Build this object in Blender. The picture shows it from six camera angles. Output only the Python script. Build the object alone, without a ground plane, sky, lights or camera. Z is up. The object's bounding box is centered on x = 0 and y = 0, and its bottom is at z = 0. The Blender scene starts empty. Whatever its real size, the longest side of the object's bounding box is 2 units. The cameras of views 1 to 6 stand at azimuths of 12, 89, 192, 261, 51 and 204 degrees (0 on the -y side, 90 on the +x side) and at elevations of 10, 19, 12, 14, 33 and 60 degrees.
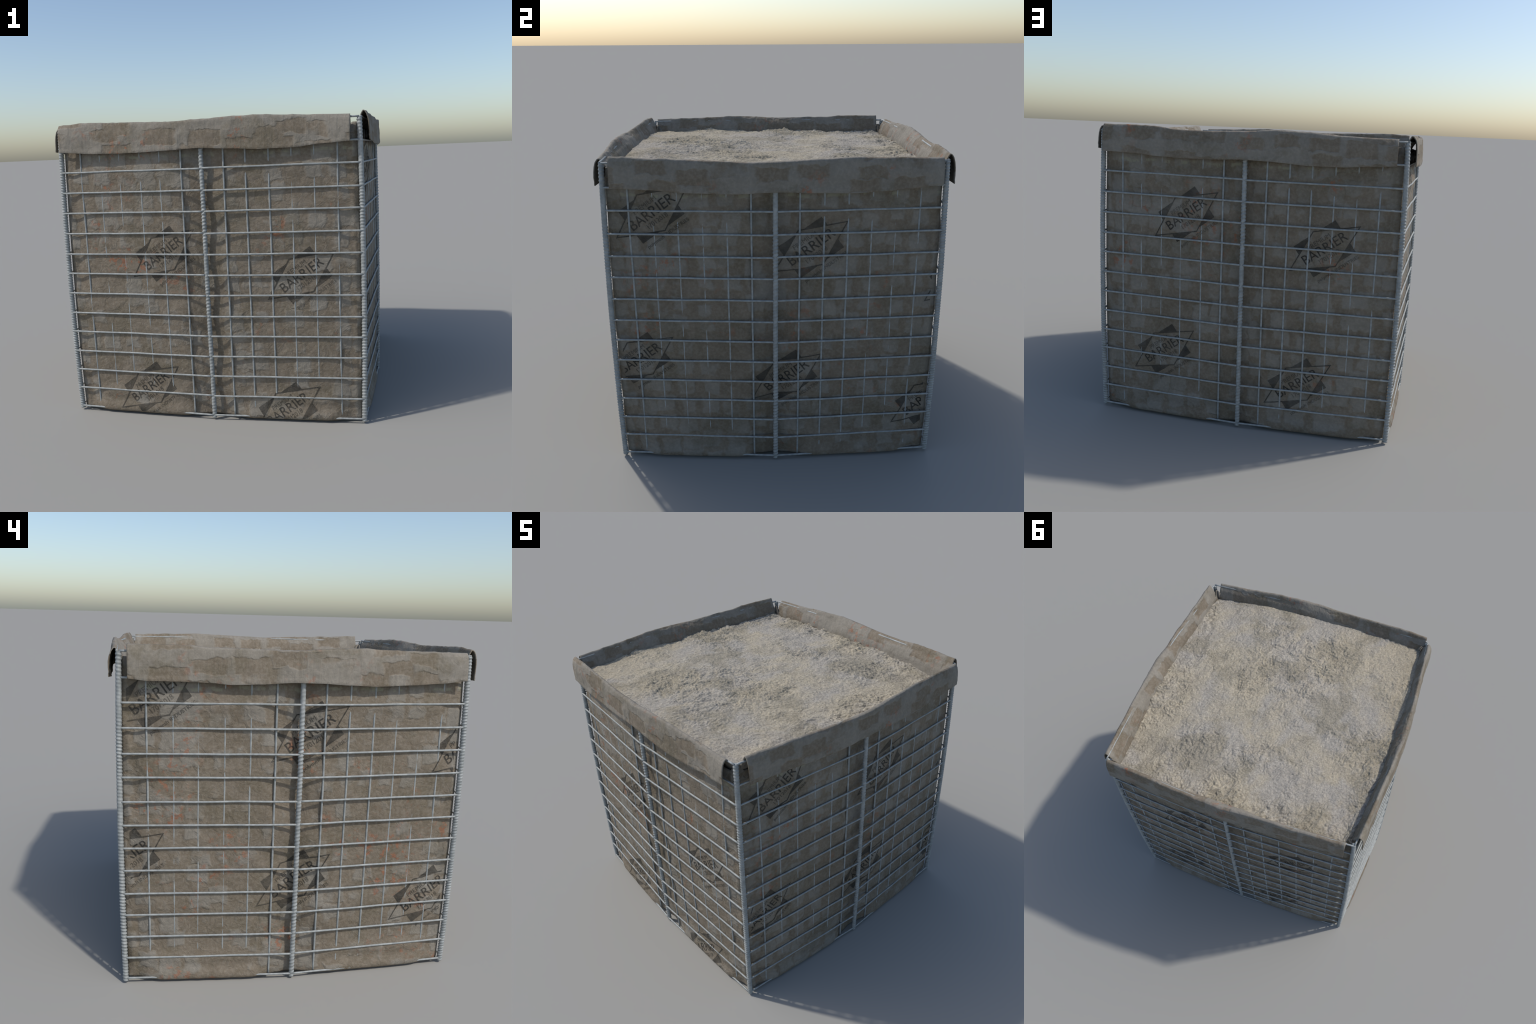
# Earth-filled wire-mesh defensive gabion: woven fabric liner inside a welded
# wire cage, four fabric flaps folded over the top wires, soil fill inside.
import bpy, bmesh, math, random
from mathutils import Vector, Matrix, noise

rnd = random.Random(11)

# ------------------------------------------------------------------ sizes
HC = 0.900                        # corner posts stand at (+-HC, +-HC)
BOW = [0.048, 0.060, 0.048, 0.060]  # how far each side's middle post stands out
Z_WIRE0, DZ, N_WIRE = 0.028, 0.1248, 15
Z_TOP = Z_WIRE0 + DZ * (N_WIRE - 1)
CELLS = 7                         # mesh cells between two posts
WIRE_R = 0.0056
WIRE_OUT = [.010, .0065, .010, .0065]                  # wires run over the outer half of the posts
HL = 0.884                        # half width of liner at its corners

def clamp(x, a=0.0, b=1.0):
    return max(a, min(b, x))

def sstep(a, b, x):
    t = clamp((x - a) / (b - a)); return t * t * (3 - 2 * t)

def interp(pts, x):
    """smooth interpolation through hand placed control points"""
    if x <= pts[0][0]: return pts[0][1]
    for (x0, y0), (x1, y1) in zip(pts, pts[1:]):
        if x <= x1:
            t = (x - x0) / (x1 - x0); t = t * t * (3 - 2 * t) * .6 + t * .4
            return y0 + (y1 - y0) * t
    return pts[-1][1]

def place(side, s, o, z):
    """side: 0 front(-y) 1 right(+x) 2 back(+y) 3 left(-x); s runs to the
    right seen from outside, o is the distance outward from the centre"""
    return [(s, -o, z), (o, s, z), (-s, o, z), (-o, -s, z)][side]

def flare(z):
    """the filled cage bellies out at mid height"""
    t = clamp(z / 1.78)
    return .0105 * 4 * t * (1 - t) + .004 * (1 - 2 * t)

def wire_line(side, s, z=1.75):
    return HC + WIRE_OUT[side] + flare(z) + BOW[side] * (1 - min(1.0, abs(s) / HC))

def N(x, y, z, f):
    return noise.noise(Vector((x * f, y * f, z * f)))

# ------------------------------------------------------------------ helpers
root = bpy.data.objects.new("earth_filled_barrier", None)
bpy.context.scene.collection.objects.link(root)
root["label"] = "square wire mesh gabion with muddy printed fabric, filled with soil"
root["category"] = "sand barrier"
root.empty_display_size = 0.2

def add(name, mesh, mat=None, parent=root):
    ob = bpy.data.objects.new(name, mesh)
    bpy.context.scene.collection.objects.link(ob)
    if mat and not mesh.materials: mesh.materials.append(mat)
    ob.parent = parent
    return ob

def mesh_from(name, verts, faces, smooth=True):
    me = bpy.data.meshes.new(name)
    me.from_pydata(verts, [], faces); me.update()
    if smooth: me.polygons.foreach_set("use_smooth", [True] * len(me.polygons))
    return me

# ------------------------------------------------------------------ materials
class Nodes:
    def __init__(self, name):
        self.m = bpy.data.materials.new(name); self.m.use_nodes = True
        self.t = self.m.node_tree; self.t.nodes.clear()
        self.out = self.t.nodes.new("ShaderNodeOutputMaterial")
        self.b = self.t.nodes.new("ShaderNodeBsdfPrincipled")
        self.t.links.new(self.b.outputs[0], self.out.inputs[0])
        self.co = self.t.nodes.new("ShaderNodeTexCoord").outputs["Object"]
    def put(self, sock, v):
        if hasattr(v, "links"): self.t.links.new(v, sock)
        elif v is not None: sock.default_value = v
    def n(self, kind, ins=None, **props):
        nd = self.t.nodes.new("ShaderNode" + kind)
        for k, v in props.items(): setattr(nd, k, v)
        for k, v in (ins or {}).items(): self.put(nd.inputs[k], v)
        return nd
    def noise(self, scale, detail=4, rough=.55, dist=0., co=None, loc=None, sc=None):
        c = co or self.co
        if loc or sc:
            c = self.n("Mapping", {"Vector": c, "Location": loc or (0, 0, 0), "Scale": sc or (1, 1, 1)}).outputs[0]
        return self.n("TexNoise", {"Vector": c, "Scale": scale, "Detail": detail, "Roughness": rough, "Distortion": dist}).outputs[0]
    def ramp(self, fac, a, b):
        return self.n("MapRange", {"Value": fac, "From Min": a, "From Max": b}, interpolation_type='SMOOTHSTEP').outputs[0]
    def math(self, op, a, b=0.5):
        return self.n("Math", {0: a, 1: b}, operation=op).outputs[0]
    def mix(self, fac, a, b, blend='MIX'):
        nd = self.t.nodes.new("ShaderNodeMix"); nd.data_type = 'RGBA'; nd.blend_type = blend
        self.put(nd.inputs[0], fac); self.put(nd.inputs[6], a); self.put(nd.inputs[7], b)
        return nd.outputs[2]
    def bump(self, h, strength, dist, normal=None):
        nd = self.n("Bump", {"Height": h, "Strength": strength, "Distance": dist})
        if normal is not None: self.put(nd.inputs["Normal"], normal)
        return nd.outputs[0]

def rgb(r, g, b): return (r, g, b, 1)

def cloth_material(name, printed=0.0, flap=False):
    k = Nodes(name)
    # coordinates wobbled a little so that block borders are rounded, torn
    wob = k.n("TexNoise", {"Vector": k.co, "Scale": 14.0, "Detail": 2.0})
    wob_v = k.n("VectorMath", {0: wob.outputs[1], 1: (.5, .5, .5)}, operation='SUBTRACT').outputs[0]
    wob_s = k.n("VectorMath", {0: wob_v, "Scale": .055}, operation='SCALE').outputs[0]
    co2 = k.n("VectorMath", {0: k.co, 1: wob_s}, operation='ADD').outputs[0]
    # one pale dried-mud block per mesh cell on the walls, long blocks on the folds
    if flap:
        cells = k.n("Mapping", {"Vector": co2, "Scale": (4.4, 4.4, 10), "Location": (.31, .17, .05)}).outputs[0]
    else:
        cells = k.n("Mapping", {"Vector": co2, "Scale": (7.8, 7.8, 8.0), "Location": (.1, .1, .35)}).outputs[0]
    vor = k.n("TexVoronoi", {"Vector": cells, "Scale": 1.0, "Randomness": .75 if flap else .45}, distance='CHEBYCHEV')
    big = k.noise(2.6, 4, .6)
    edge = k.math('SUBTRACT', vor.outputs["Distance"], k.math('MULTIPLY', k.math('SUBTRACT', big, .5), .5 if flap else .75))
    block = k.math('MULTIPLY', k.ramp(edge, .33, .43) if flap else k.ramp(edge, .42, .29), .9)
    fine = k.noise(60, 5, .65)
    mid = k.noise(11, 5, .6, .4)
    brown = k.mix(k.ramp(mid, .3, .7), rgb(.157, .126, .089), rgb(.212, .175, .132))
    grey = k.mix(k.ramp(mid, .3, .7), rgb(.220, .202, .170), rgb(.262, .243, .208))
    col = k.mix(block, brown, grey)
    # olive grime clouds
    olive = k.math('MULTIPLY', k.ramp(k.noise(4.1, 5, .6, .6, loc=(3, 1, 2)), .47, .66), .6)
    col = k.mix(olive, col, rgb(.128, .107, .069))
    col = k.mix(k.math('MULTIPLY', fine, .55), col, k.mix(k.ramp(fine, .35, .65), rgb(.105, .090, .067), rgb(.250, .224, .183)))
    # rust-red stains: small specks gathered in a few clouds
    cloud = k.ramp(k.noise(3.2, 3, .5, .5, loc=(5.2, 2.7, 1.4)), .55, .70)
    speck = k.ramp(k.noise(27, 3, .6, loc=(1, 7, 3)), .53, .64)
    col = k.mix(k.math('MULTIPLY', k.math('MULTIPLY', cloud, speck), .60), col, rgb(.29, .10, .045))
    # woven tape: fine horizontal ribs
    rib = k.n("TexWave", {"Vector": k.co, "Scale": 44.0, "Distortion": .7, "Detail": 2.0, "Detail Scale": .6},
              wave_type='BANDS', bands_direction='Z').outputs[1]
    col = k.mix(k.math('MULTIPLY', k.math('MULTIPLY', rib, k.ramp(k.noise(3, 3, .5, loc=(9, 9, 1)), .3, .6)), 0.0 if flap else .17), col, rgb(.095, .079, .060))
    # pale crust left in a broken line below the folds
    zz = k.n("SeparateXYZ", {0: k.co}).outputs[2]
    line = k.ramp(k.math('ABSOLUTE', k.math('SUBTRACT', k.math('ADD', zz, k.math('MULTIPLY', k.noise(9, 3, .6), .05)), 1.628)), .013, .004)
    crust = k.math('MULTIPLY', line, k.ramp(k.noise(13, 4, .7, sc=(1, 1, .4)), .48, .58))
    col = k.mix(k.math('MULTIPLY', crust, .6), col, rgb(.27, .265, .185))
    if printed:                    # faded, worn ink
        wear = k.ramp(k.noise(16, 6, .7, loc=(2, 2, 9)), .28, .74)
        wear2 = k.ramp(k.noise(5, 2, .5, loc=(8, 2, 4)), .35, .65)
        fac = k.math('SUBTRACT', printed, k.math('ADD', k.math('MULTIPLY', wear, .22), k.math('MULTIPLY', wear2, .14)))
        col = k.mix(fac, col, rgb(.026, .025, .022))
    k.put(k.b.inputs["Base Color"], col)
    k.put(k.b.inputs["Roughness"], .85)
    k.put(k.b.inputs["Specular IOR Level"], .25)
    nrm = k.bump(rib, .10 if flap else .16, .0014)
    nrm = k.bump(block, .7, .004, nrm)
    nrm = k.bump(k.noise(19, 6, .6, 1.1), .4 if flap else .7, .012, nrm)
    if flap:                       # short gathers running over the fold
        nrm = k.bump(k.noise(30, 3, .5, .5, sc=(1, 1, .12)), .45, .010, nrm)
    k.put(k.b.inputs["Normal"], nrm)
    return k.m

def metal_material(name):
    k = Nodes(name)
    a = k.noise(35, 4, .6); b = k.noise(6, 3, .5)
    col = k.mix(k.ramp(a, .3, .7), rgb(.23, .245, .24), rgb(.335, .35, .342))
    col = k.mix(k.math('MULTIPLY', k.ramp(b, .45, .7), .4), col, rgb(.20, .22, .225))
    k.put(k.b.inputs["Base Color"], col)
    k.put(k.b.inputs["Metallic"], .1)
    k.put(k.b.inputs["Roughness"], .62)
    k.put(k.b.inputs["Normal"], k.bump(a, .2, .001))
    return k.m

def soil_material(name):
    k = Nodes(name)
    a = k.noise(2.6, 5, .55, .5); b = k.noise(9, 6, .62, .3, loc=(3, 3, 0)); c = k.noise(85, 4, .7)
    col = k.mix(k.ramp(a, .40, .60), rgb(.445, .388, .282), rgb(.395, .368, .322))
    col = k.mix(k.math('MULTIPLY', k.ramp(k.noise(3.4, 5, .6, .4, loc=(7, 1, 0)), .47, .62), .75), col, rgb(.235, .208, .142))
    col = k.mix(k.math('MULTIPLY', k.ramp(b, .48, .72), .5), col, rgb(.27, .245, .205))
    col = k.mix(.38, col, k.mix(k.ramp(c, .35, .68), rgb(.21, .19, .155), rgb(.53, .475, .39)))
    k.put(k.b.inputs["Base Color"], col)
    k.put(k.b.inputs["Roughness"], .95)
    k.put(k.b.inputs["Specular IOR Level"], .15)
    k.put(k.b.inputs["Normal"], k.bump(k.noise(48, 7, .68, .6), .75, .016))
    return k.m

M_CLOTH = cloth_material("muddy_fabric")
M_FLAP = cloth_material("muddy_fabric_fold", flap=True)
M_PRINT = [cloth_material("faded_ink_field", printed=.90), cloth_material("bold_ink_lettering", printed=1.0), cloth_material("faint_ink_lettering", printed=.74)]
M_METAL = metal_material("galvanised_steel")
M_SOIL = soil_material("dry_soil")

# ------------------------------------------------------------------ fabric liner
# depth of the fabric behind the wire plane along a side: it pouts out between
# the posts and is drawn in at the middle post and at the corners
SAG = [(-.90, .020), (-.87, .015), (-.83, .020), (-.77, .011), (-.70, .0068), (-.62, .0062), (-.36, .0062), (-.24, .0075),
       (-.16, .010), (-.08, .027), (-.02, .041), (.02, .041), (.07, .028), (.13, .015), (.22, .012), (.40, .011),
       (.52, .0072), (.64, .0062), (.74, .0068), (.83, .017), (.87, .014), (.90, .020)]

def panel_mask(s):                # 1 inside a bay, 0 at the posts
    a = abs(s)
    return sstep(.10, .24, a) * (1 - sstep(.68, .84, a))

def liner_offset(side, s, z):
    d = interp(SAG, s) + .0008
    p = panel_mask(s)
    d -= p * .0085 * math.exp(-((z - 1.52) / .045) ** 2)      # pout under the flap
    d -= p * .0085 * math.exp(-((z - .14) / .04) ** 2)
    d -= p * .020 * math.exp(-((z - .035) / .045) ** 2)      # foot roll
    d += (1 - p) * .006 * math.sin(z * 17 + s * 9 + side)
    x, y, zz = place(side, s, .9, z)
    d -= .0020 * N(x, y + side, zz, 4.0) + .0013 * N(x + 3, y, zz, 13) + .0009 * N(x, y + 9, zz, 32)
    # sharp little creases
    c = 1 - abs(N(x + 7, y, zz * .8, 8.5)) * 3.2
    if c > 0: d -= .0014 * c * c
    d += .020 * sstep(1.64, 1.748, z)
    d += .022 * sstep(.02, .0, z)
    return wire_line(side, s, z) - d

def foot_height(side, s):
    p = panel_mask(s)
    x, y, _ = place(side, s, .9, 0)
    return (1 - p) * .022 + p * .004 + .006 * N(x, y, 4, 4) * (1 - p * .6) + .003 * (1 + N(x, y, 9, 11)) * p

def build_liner():
    NS, NZ = 190, 190
    z1 = 1.702
    ring = [(k, -1 + 2 * i / NS) for k in range(4) for i in range(NS)]
    verts, faces = [], []
    n = len(ring)
    for j in range(NZ + 1):
        f = j / NZ
        for side, t in ring:
            s0 = t * HL
            z = foot_height(side, s0)
            z = z + (z1 + .046 * sstep(.945, .975, abs(t)) - z) * f
            # blend to the common corner edge
            e = sstep(.965, 1.0, abs(t))
            hl = HL + flare(z)
            o = liner_offset(side, s0, z) * (1 - e) + hl * e
            verts.append(place(side, t * hl, o, z))
    for j in range(NZ):
        for i in range(n):
            i2 = (i + 1) % n
            faces.append((j * n + i, j * n + i2, (j + 1) * n + i2, (j + 1) * n + i))
    # turned-under foot and closed base, hidden turned-in top hem
    def inset(src, sc, z=None):
        base = len(verts)
        for i in range(n):
            x, y, zz = verts[src + i]
            verts.append((x * sc, y * sc, zz if z is None else z(zz)))
        return base
    b1 = inset(0, .975, lambda z: max(0, z - .004)); b2 = inset(b1, .80, lambda z: .006)
    for i in range(n):
        i2 = (i + 1) % n
        faces.append((b1 + i, b1 + i2, i2, i)); faces.append((b2 + i, b2 + i2, b1 + i2, b1 + i))
    faces.append(tuple(b2 + i for i in reversed(range(n))))
    top = NZ * n
    t1 = inset(top, .994); t2 = inset(t1, .99, lambda z: z - .12)
    for i in range(n):
        i2 = (i + 1) % n
        faces.append((top + i, top + i2, t1 + i2, t1 + i)); faces.append((t1 + i, t1 + i2, t2 + i2, t2 + i))
    return add("fabric_liner", mesh_from("fabric_liner", verts, faces), M_CLOTH)

liner = build_liner()

# ------------------------------------------------------------------ folded flaps
# per side: s-range, crest heights and hem heights along the side
FLAPS = [
    (-.886, .848, [(-.88, 1.805), (-.69, 1.812), (-.44, 1.804), (-.16, 1.795), (-.02, 1.798), (.15, 1.805), (.29, 1.809), (.53, 1.799), (.85, 1.788)],
     [(-.87, 1.647), (-.66, 1.632), (-.50, 1.628), (-.37, 1.629), (-.19, 1.634), (-.01, 1.641), (.15, 1.632), (.35, 1.621), (.53, 1.622), (.70, 1.637), (.85, 1.645)]),
    (-.853, .872, [(-.85, 1.810), (-.62, 1.801), (-.36, 1.793), (-.14, 1.783), (.01, 1.788), (.22, 1.796), (.40, 1.802), (.58, 1.797), (.87, 1.792)],
     [(-.85, 1.654), (-.64, 1.643), (-.45, 1.629), (-.22, 1.623), (.01, 1.634), (.22, 1.627), (.40, 1.621), (.58, 1.628), (.70, 1.639), (.87, 1.658)]),
    (-.882, .848, [(-.88, 1.804), (-.69, 1.804), (-.55, 1.802), (-.40, 1.788), (-.21, 1.787), (-.03, 1.793), (.16, 1.808), (.34, 1.805), (.52, 1.793), (.70, 1.789), (.85, 1.788)],
     [(-.86, 1.646), (-.67, 1.643), (-.53, 1.632), (-.38, 1.628), (-.20, 1.630), (-.02, 1.639), (.15, 1.636), (.36, 1.623), (.54, 1.625), (.72, 1.636), (.85, 1.645)]),
    (-.857, .872, [(-.85, 1.808), (-.73, 1.809), (-.60, 1.806), (-.45, 1.798), (-.31, 1.795), (-.06, 1.792), (.09, 1.802), (.24, 1.807), (.39, 1.802), (.64, 1.796), (.87, 1.791)],
     [(-.86, 1.648), (-.76, 1.638), (-.59, 1.637), (-.45, 1.632), (-.36, 1.624), (-.22, 1.629), (-.04, 1.639), (.09, 1.636), (.24, 1.627), (.38, 1.621), (.57, 1.628), (.74, 1.637), (.87, 1.652)]),
]

def build_flap(side):
    s0, s1, crest, hem = FLAPS[side]
    NS, T = 220, .005
    outer, prof_n = [], None
    grid = []
    for i in range(NS + 1):
        s = s0 + (s1 - s0) * i / NS
        w = wire_line(side, s)
        zc, zh = interp(crest, s) - .003, interp(hem, s)
        x, y, _ = place(side, s, .9, 0)
        wob = .006 * N(x, y, 3 + side, 3.5)
        lift = zc - 1.80
        out_u = .029 + .010 * sstep(.66, .88, abs(s)) - .006 * (1 - sstep(.03, .20, abs(s)))
        pk = .009
        ins = .001 - .020 * (1 - sstep(.05, .30, abs(s)))
        keys = [(-.050 + ins, 1.60), (-.045 + ins, 1.66), (-.038 + ins, 1.705), (-.022 + ins, 1.745), (-.0075 + wob * .8 + ins, 1.768 + lift * .3),
                (.0005 + wob * .5 + ins * .6, 1.787 + lift * .8), (pk + wob * .6 + ins * .3, zc), (pk + .008 + wob * .6, zc - .003),
                (pk * .4 + out_u * .6 + wob * .6, zc - .018), (out_u - .005 + wob * .6, zc - .042), (out_u - .001 + wob * .7, zc - .070),
                (out_u + wob * .7, 1.69), (out_u + wob, (1.69 + zh) / 2), (out_u + .002 + wob * 1.2, zh + .008), (out_u + .001 + wob * 1.2, zh)]
        row = []
        for a, b in zip(keys, keys[1:]):
            m = 4
            for q in range(m): row.append((a[0] + (b[0] - a[0]) * q / m, a[1] + (b[1] - a[1]) * q / m))
        row.append(keys[-1])
        # small folds
        out = []
        for u, z in row:
            px, py, _ = place(side, s, .9 + u, 0)
            f = .0022 * N(px + side, py, z, 7) + .0022 * N(px, py + 4, z * .35, 20) * (1 if u > 0 else .6)
            cc = 1 - abs(N(px + 5, py, z * .7, 9)) * 3.5
            if cc > 0: f += .0025 * cc * cc
            out.append((s, w + u + f * (1 if z < 1.79 else .3), z + (f if z >= 1.79 else 0)))
        grid.append(out)
    m = len(grid[0])
    verts = [place(side, *p) for r in grid for p in r]
    faces = [(i * m + j, (i + 1) * m + j, (i + 1) * m + j + 1, i * m + j + 1) for i in range(NS) for j in range(m - 1)]
    me = mesh_from("folded_flap", verts, faces)
    ob = add("folded_flap", me, M_FLAP)
    md = ob.modifiers.new("thick", 'SOLIDIFY'); md.thickness = T; md.offset = -1; md.use_even_offset = False
    dg = bpy.context.evaluated_depsgraph_get()
    new = bpy.data.meshes.new_from_object(ob.evaluated_get(dg))
    ob.modifiers.clear(); ob.data = new; new.name = "folded_flap"
    return ob

flaps = [build_flap(k) for k in range(4)]

# ------------------------------------------------------------------ soil fill
SOIL_LEVEL = [(-.88, -.88, 1.712), (-.5, -.88, 1.722), (0, -.88, 1.722), (.4, -.88, 1.715), (.7, -.88, 1.700), (.88, -.88, 1.680),
              (.88, -.45, 1.692), (.88, -.1, 1.700), (.88, .2, 1.692), (.88, .42, 1.665), (.88, .65, 1.650), (.88, .88, 1.658),
              (.55, .88, 1.680), (.15, .88, 1.690), (-.3, .88, 1.686), (-.65, .88, 1.688), (-.88, .88, 1.690),
              (-.88, .5, 1.696), (-.88, .1, 1.706), (-.88, -.4, 1.714),
              (0, 0, 1.712), (0, -.5, 1.728), (.25, -.45, 1.724), (-.3, -.5, 1.722), (.5, 0, 1.702), (.3, .45, 1.706), (.6, .55, 1.684), (0, .55, 1.704),
              (-.5, .3, 1.706), (-.6, -.5, 1.718), (-.55, .6, 1.698), (.6, -.6, 1.704)]

def soil_level(x, y):
    sw = sz = 0
    for px, py, pz in SOIL_LEVEL:
        w = 1 / ((x - px) ** 2 + (y - py) ** 2 + .012) ** 1.6
        sw += w; sz += w * pz
    return sz / sw

def build_soil():
    n = 520
    verts, faces = [], []
    for j in range(n + 1):
        for i in range(n + 1):
            x = -1 + 2 * i / n; y = -1 + 2 * j / n
            # plan follows the bowed liner
            bx = .872 + .045 * (1 - abs(y) ** 2); by = .872 + .035 * (1 - abs(x) ** 2)
            X, Y = x * bx, y * by
            z = soil_level(X, Y) + .006 * N(X, Y, .3, 3.1) + .006 * N(X, Y, 1.7, 6.5)
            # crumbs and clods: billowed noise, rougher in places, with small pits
            rough = .50 + .75 * sstep(-.20, .45, N(X, Y, 2.2, 2.8) + .4 * N(X, Y, 7.2, 6))
            rx, ry = .82 * X - .57 * Y, .57 * X + .82 * Y
            wx = rx + .016 * N(X, Y, 5, 10); wy = ry + .016 * N(X, Y, 8, 10)
            t = noise.turbulence(Vector((wx * 20, wy * 13, .7)), 5, True, noise_basis='PERLIN_ORIGINAL', amplitude_scale=.66, frequency_scale=2.1)
            q = 3.2 * N(wx * 1.25, wy * .8, 12, 11) + .5 * N(wx, wy, 3, 34)
            step = math.floor(q) + sstep(.72, 1, q - math.floor(q))      # broken flakes with sharp lee edges
            z += rough * (.011 * t + .0048 * step + .0035 * N(wx * 1.2, wy * .8, 2.4, 30) + .003 * N(wx, wy, 3.3, 70)) - .012
            verts.append((X, Y, z))
    w = n + 1
    for j in range(n):
        for i in range(n):
            faces.append((j * w + i, j * w + i + 1, (j + 1) * w + i + 1, (j + 1) * w + i))
    # skirt that closes the body of soil below the surface
    rim = [i for i in range(n)] + [j * w + n for j in range(n)] + [n * w + i for i in range(n, 0, -1)] + [j * w for j in range(n, 0, -1)]
    base = len(verts)
    for v in rim:
        x, y, z = verts[v]; verts.append((x * .985, y * .985, 1.55))
    for q in range(len(rim)):
        q2 = (q + 1) % len(rim)
        faces.append((rim[q], base + q, base + q2, rim[q2]))
    faces.append(tuple(base + q for q in range(len(rim)))[::-1])
    return add("soil_fill", mesh_from("soil_fill", verts, faces), M_SOIL)

build_soil()

# ------------------------------------------------------------------ coil posts
def coil_mesh(name, r, z0, z1, pitch, seed, rings=False, out=(0, -1)):
    SEG = 20; dz = pitch / 9
    nr = int((z1 - z0) / dz)
    verts, faces = [], []
    for j in range(nr + 1):
        z = z0 + (z1 - z0) * j / nr
        ph = 2.5 * noise.noise(Vector((seed, 0, z * 4)))
        amp = .0018 * clamp(.8 + 1.1 * noise.noise(Vector((seed, 5, z * 3.5))), .25, 1.2)
        cx = .0012 * noise.noise(Vector((seed, 2, z * 3))); cy = .0012 * noise.noise(Vector((seed, 8, z * 3)))
        for i in range(SEG):
            a = 2 * math.pi * i / SEG
            tw = .9 * math.cos(a + seed) if rings else a   # close tilted turns, or a rope-like twist
            rr = r + amp * (1 - 2 * abs(math.sin((tw - 2 * math.pi * z / pitch + ph) / 2)) ** 1.4) * 1.0
            verts.append((cx + out[0] * flare(z) + rr * math.cos(a), cy + out[1] * flare(z) + rr * math.sin(a), z))
    for j in range(nr):
        for i in range(SEG):
            i2 = (i + 1) % SEG
            faces.append((j * SEG + i, j * SEG + i2, (j + 1) * SEG + i2, (j + 1) * SEG + i))
    faces.append(tuple(range(SEG))[::-1]); faces.append(tuple(nr * SEG + i for i in range(SEG)))
    return mesh_from(name, verts, faces)

corner_meshes = [coil_mesh("corner_coil", .0148, .012, Z_TOP - .003, .0185, 1.3, True, (1, -1)), coil_mesh("corner_coil", .0148, .012, Z_TOP - .003, .0165, 7.1, True, (1, -1))]
middle_meshes = [coil_mesh("middle_coil", .0138, .010, Z_TOP - .003, .0205, 3.7), coil_mesh("middle_coil", .0138, .010, Z_TOP - .003, .0205, 9.9)]
for k in range(4):
    p = add("corner_coil", corner_meshes[k % 2], M_METAL)
    p.location = place(k, HC, HC, 0); p.rotation_euler = (0, 0, k * math.pi / 2)
    p = add("middle_coil", middle_meshes[k % 2], M_METAL)
    p.location = place(k, 0, HC + BOW[k], 0); p.rotation_euler = (0, 0, k * math.pi / 2)

# ------------------------------------------------------------------ wires
def rod_mesh(name, length, seed, wobble, r=WIRE_R, seg=10, n=36, bow=None):
    """a slightly crooked rod along +x from 0 to length; bow(x) bends it to +-y"""
    verts, faces = [], []
    for j in range(n + 1):
        x = length * j / n
        fade = math.sin(math.pi * j / n)
        cy = wobble * fade * noise.noise(Vector((x * 4, seed, 0))) + (bow(x) if bow else 0)
        cz = wobble * fade * noise.noise(Vector((x * 4, seed, 7)))
        rr = r * (1 + .05 * noise.noise(Vector((x * 40, seed, 3))))
        for i in range(seg):
            a = 2 * math.pi * i / seg
            verts.append((x, cy + rr * math.cos(a), cz + rr * math.sin(a)))
    for j in range(n):
        for i in range(seg):
            i2 = (i + 1) % seg
            faces.append((j * seg + i, (j + 1) * seg + i, (j + 1) * seg + i2, j * seg + i2))
    faces.append(tuple(range(seg))); faces.append(tuple(n * seg + i for i in range(seg))[::-1])
    return mesh_from(name, verts, faces)

bay_len = {k: math.hypot(HC, BOW[k]) for k in (0, 1)}
h_meshes = {k: [rod_mesh("horizontal_wire", bay_len[k], 3.1 * q + k, .003) for q in range(4)] for k in (0, 1)}
v_meshes = [rod_mesh("vertical_wire", 1.715 - Z_WIRE0, 40 + 2.7 * q, .002, n=50, bow=lambda x: flare(Z_WIRE0 + x)) for q in range(4)]

def basis(xdir, origin, spin=0.0):
    x = xdir.normalized()
    up = Vector((0, 0, 1)) if abs(x.z) < .9 else Vector((0, 1, 0))
    y = up.cross(x).normalized(); z = x.cross(y)
    m = Matrix((x, y, z)).transposed().to_4x4(); m.translation = origin
    return m @ Matrix.Rotation(spin, 4, 'X')

for side in range(4):
    for bay in (-1, 1):
        outward = Vector(place(side, 0, 1, 0))
        for q in range(N_WIRE):
            z = Z_WIRE0 + DZ * q + rnd.uniform(-.0025, .0025) * (0 if q in (0, N_WIRE - 1) else 1)
            f = flare(z)
            a = Vector(place(side, bay * (HC + f), HC + WIRE_OUT[side] + f, 0)); b = Vector(place(side, 0, HC + WIRE_OUT[side] + BOW[side] + f, 0))
            ob = add("horizontal_wire", h_meshes[side % 2][rnd.randrange(4)], M_METAL)
            ob.matrix_world = basis(b - a, a + Vector((0, 0, z)), rnd.uniform(0, 6.28))
        for q in range(1, CELLS):
            s = bay * HC * q / CELLS + rnd.uniform(-.003, .003)
            o = wire_line(side, s) - flare(1.75) - 2.02 * WIRE_R
            ob = add("vertical_wire", v_meshes[rnd.randrange(4)], M_METAL)
            ob.matrix_world = basis(Vector((0, 0, 1)), Vector(place(side, s, o, Z_WIRE0 - .004)), (side - 1) * math.pi / 2)

# ------------------------------------------------------------------ printed emblems
# emblem frame: x along the lettering, origin at its centre, metres
def cut_half(bm, p, q):
    """keep what lies to the left of the line p->q"""
    d = Vector((q[0] - p[0], q[1] - p[1], 0)); nrm = Vector((d.y, -d.x, 0))
    bmesh.ops.bisect_plane(bm, geom=bm.verts[:] + bm.edges[:] + bm.faces[:], plane_co=(p[0], p[1], 0), plane_no=nrm, clear_outer=True)

def poly(bm, pts):
    return bm.faces.new([bm.verts.new((x, y, 0)) for x, y in pts])

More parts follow.
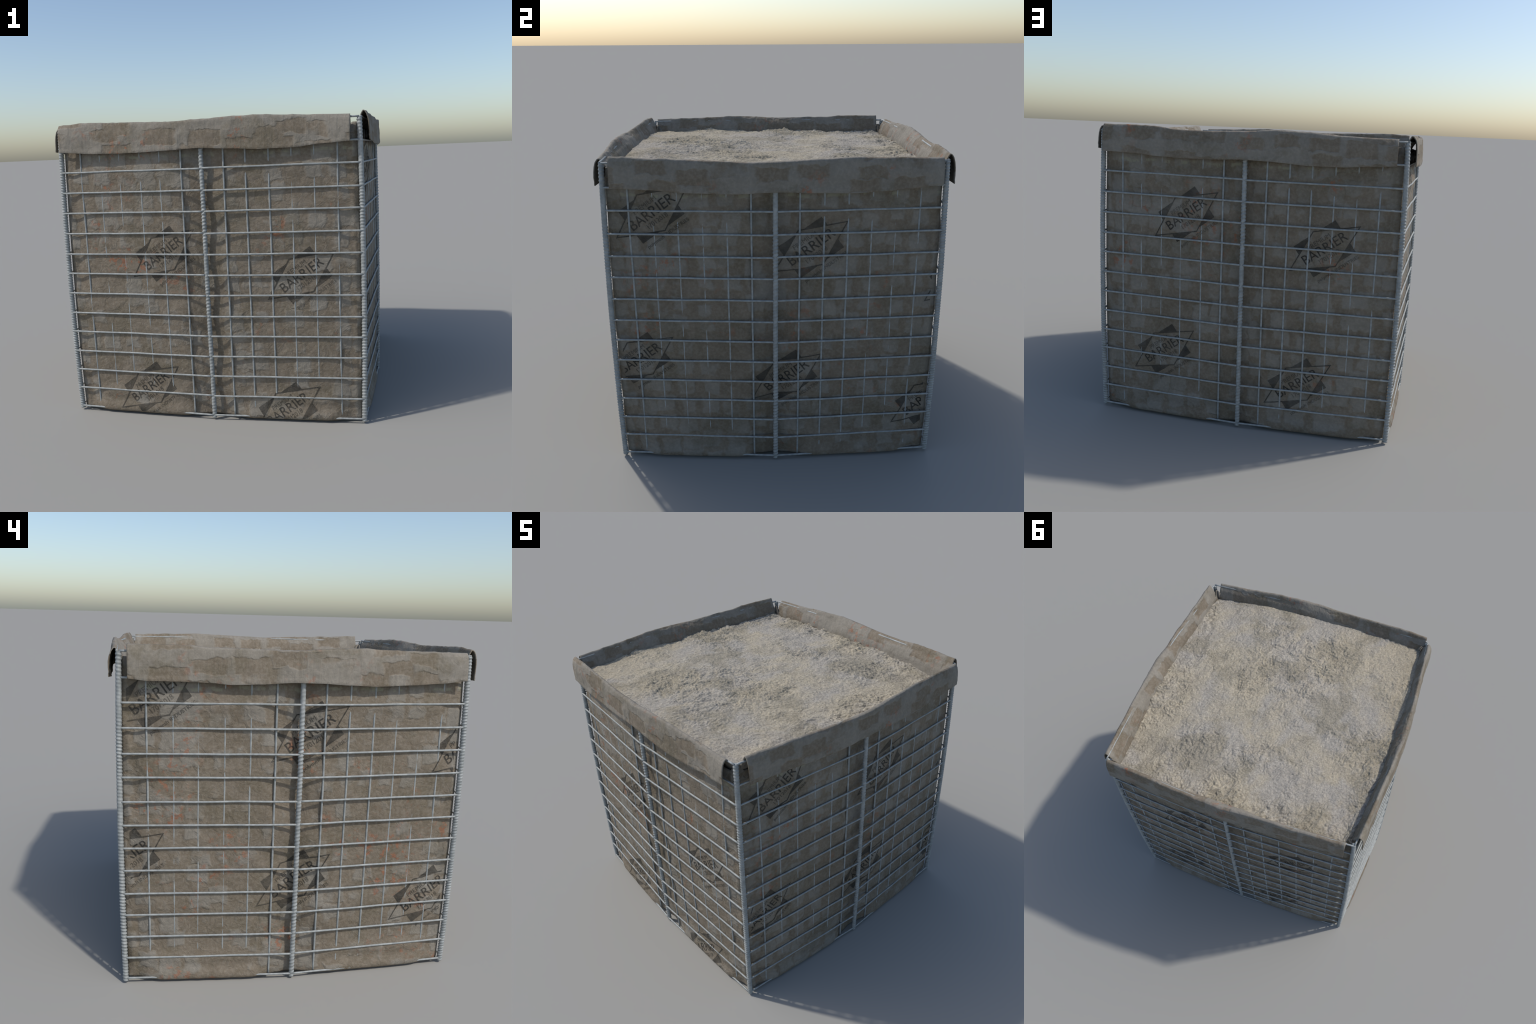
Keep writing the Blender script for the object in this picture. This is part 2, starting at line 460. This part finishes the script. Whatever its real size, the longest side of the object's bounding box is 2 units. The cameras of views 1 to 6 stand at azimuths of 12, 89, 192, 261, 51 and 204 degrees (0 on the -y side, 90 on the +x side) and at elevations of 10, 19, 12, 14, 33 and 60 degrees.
def emblem_mesh():
    TX, TY = .247, .121             # half diagonals of the thin diamond
    RX, RY = .143, .106             # half sides of the dark rectangle behind
    bm = bmesh.new()
    dia = [(-TX, 0), (0, -TY), (TX, 0), (0, TY)]
    for k in range(4):              # dark rectangle corners that show past the diamond
        p, q = dia[k], dia[(k + 1) % 4]
        t = bmesh.new(); poly(t, [(-RX, -RY), (RX, -RY), (RX, RY), (-RX, RY)])
        cut_half(t, q, p)
        tmp = bpy.data.meshes.new("t"); t.to_mesh(tmp); t.free(); bm.from_mesh(tmp); bpy.data.meshes.remove(tmp)
    wl = .0062                      # diamond outline
    f = 1 - wl / (TX * TY / math.hypot(TX, TY))
    inn = [(x * f, y * f) for x, y in dia]
    for k in range(4):
        k2 = (k + 1) % 4
        poly(bm, [dia[k], dia[k2], inn[k2], inn[k]])
    def text(body, width, height, x, y, ink):
        cu = bpy.data.curves.new("lettering", 'FONT'); cu.body = body; cu.resolution_u = 3
        ob = bpy.data.objects.new("lettering", cu); bpy.context.scene.collection.objects.link(ob)
        dg = bpy.context.evaluated_depsgraph_get()
        me = bpy.data.meshes.new_from_object(ob.evaluated_get(dg))
        bpy.data.objects.remove(ob); bpy.data.curves.remove(cu)
        xs = [v.co.x for v in me.vertices]; ys = [v.co.y for v in me.vertices]
        mx, my = min(xs), min(ys); sx = width / (max(xs) - mx); sy = height / (max(ys) - my)
        for v in me.vertices: v.co = (x + (v.co.x - mx) * sx, y + (v.co.y - my) * sy, 0)
        for p in me.polygons: p.material_index = ink
        bm.from_mesh(me); bpy.data.meshes.remove(me)
    text("BARRIER", .290, .056, -.141, -.024, 1)
    text("PREMIUM", .146, .026, -.076, .040, 2)
    text("17012018", .132, .027, -.064, -.064, 2)
    text("polymesh INDUSTRIES", .276, .026, -.134, -.154, 2)
    # cut into small facets so that the print can follow the fabric
    for axis in (0, 1):
        lim = .26 if axis == 0 else .17
        c = -lim
        while c < lim:
            co = [0, 0, 0]; no = [0, 0, 0]; co[axis] = c; no[axis] = 1
            bmesh.ops.bisect_plane(bm, geom=bm.verts[:] + bm.edges[:] + bm.faces[:], plane_co=co, plane_no=no)
            c += .0085
    bmesh.ops.triangulate(bm, faces=[f for f in bm.faces if len(f.verts) > 4])
    me = bpy.data.meshes.new("emblem"); bm.to_mesh(me); bm.free()
    return me

EMBLEMS = [
    [(-.272, 1.028), (.556, .894), (-.416, .183), (.453, .079)],
    [(-.652, 1.514), (.190, 1.321), (-.771, .655), (.062, .546), (.883, .357), (1.03, 1.13)],
    [(-.356, 1.298), (.477, 1.157), (-.491, .443), (.358, .321)],
    [(-.727, 1.565), (.050, 1.376), (-.010, .580), (-.891, .714), (.754, .447), (.935, 1.298)],
]
emblem = emblem_mesh()
ANG = math.radians(36)
bpy.context.view_layer.update()
from mathutils.bvhtree import BVHTree
tree = BVHTree.FromPolygons([v.co[:] for v in liner.data.vertices], [p.vertices[:] for p in liner.data.polygons])

for side in range(4):
    for cs, cz in EMBLEMS[side]:
        bm = bmesh.new(); bm.from_mesh(emblem)
        ca, sa = math.cos(ANG), math.sin(ANG)
        for v in bm.verts:
            v.co = (cs + v.co.x * ca - v.co.y * sa, cz + v.co.x * sa + v.co.y * ca, 0)
        for co, no in (((.866, 0, 0), (1, 0, 0)), ((-.866, 0, 0), (-1, 0, 0)), ((0, .022, 0), (0, -1, 0)), ((0, 1.69, 0), (0, 1, 0))):
            bmesh.ops.bisect_plane(bm, geom=bm.verts[:] + bm.edges[:] + bm.faces[:], plane_co=co, plane_no=no, clear_outer=True)
        inward = Vector(place(side, 0, -1, 0))
        for v in list(bm.verts):
            start = Vector(place(side, v.co.x, 1.2, v.co.y))
            hit, nrm, _, _ = tree.ray_cast(start, inward, .6)
            if hit is None: bm.verts.remove(v)
            else: v.co = hit - inward * .0014
        if len(bm.faces):
            me = bpy.data.meshes.new("printed_emblem"); bm.normal_update()
            out = -inward
            flip = [f for f in bm.faces if f.normal.dot(out) < 0]
            bmesh.ops.reverse_faces(bm, faces=flip)
            bm.to_mesh(me)
            me.polygons.foreach_set("use_smooth", [True] * len(me.polygons))
            for m in M_PRINT: me.materials.append(m)
            add("printed_emblem", me, parent=liner)
        bm.free()
bpy.data.meshes.remove(emblem)
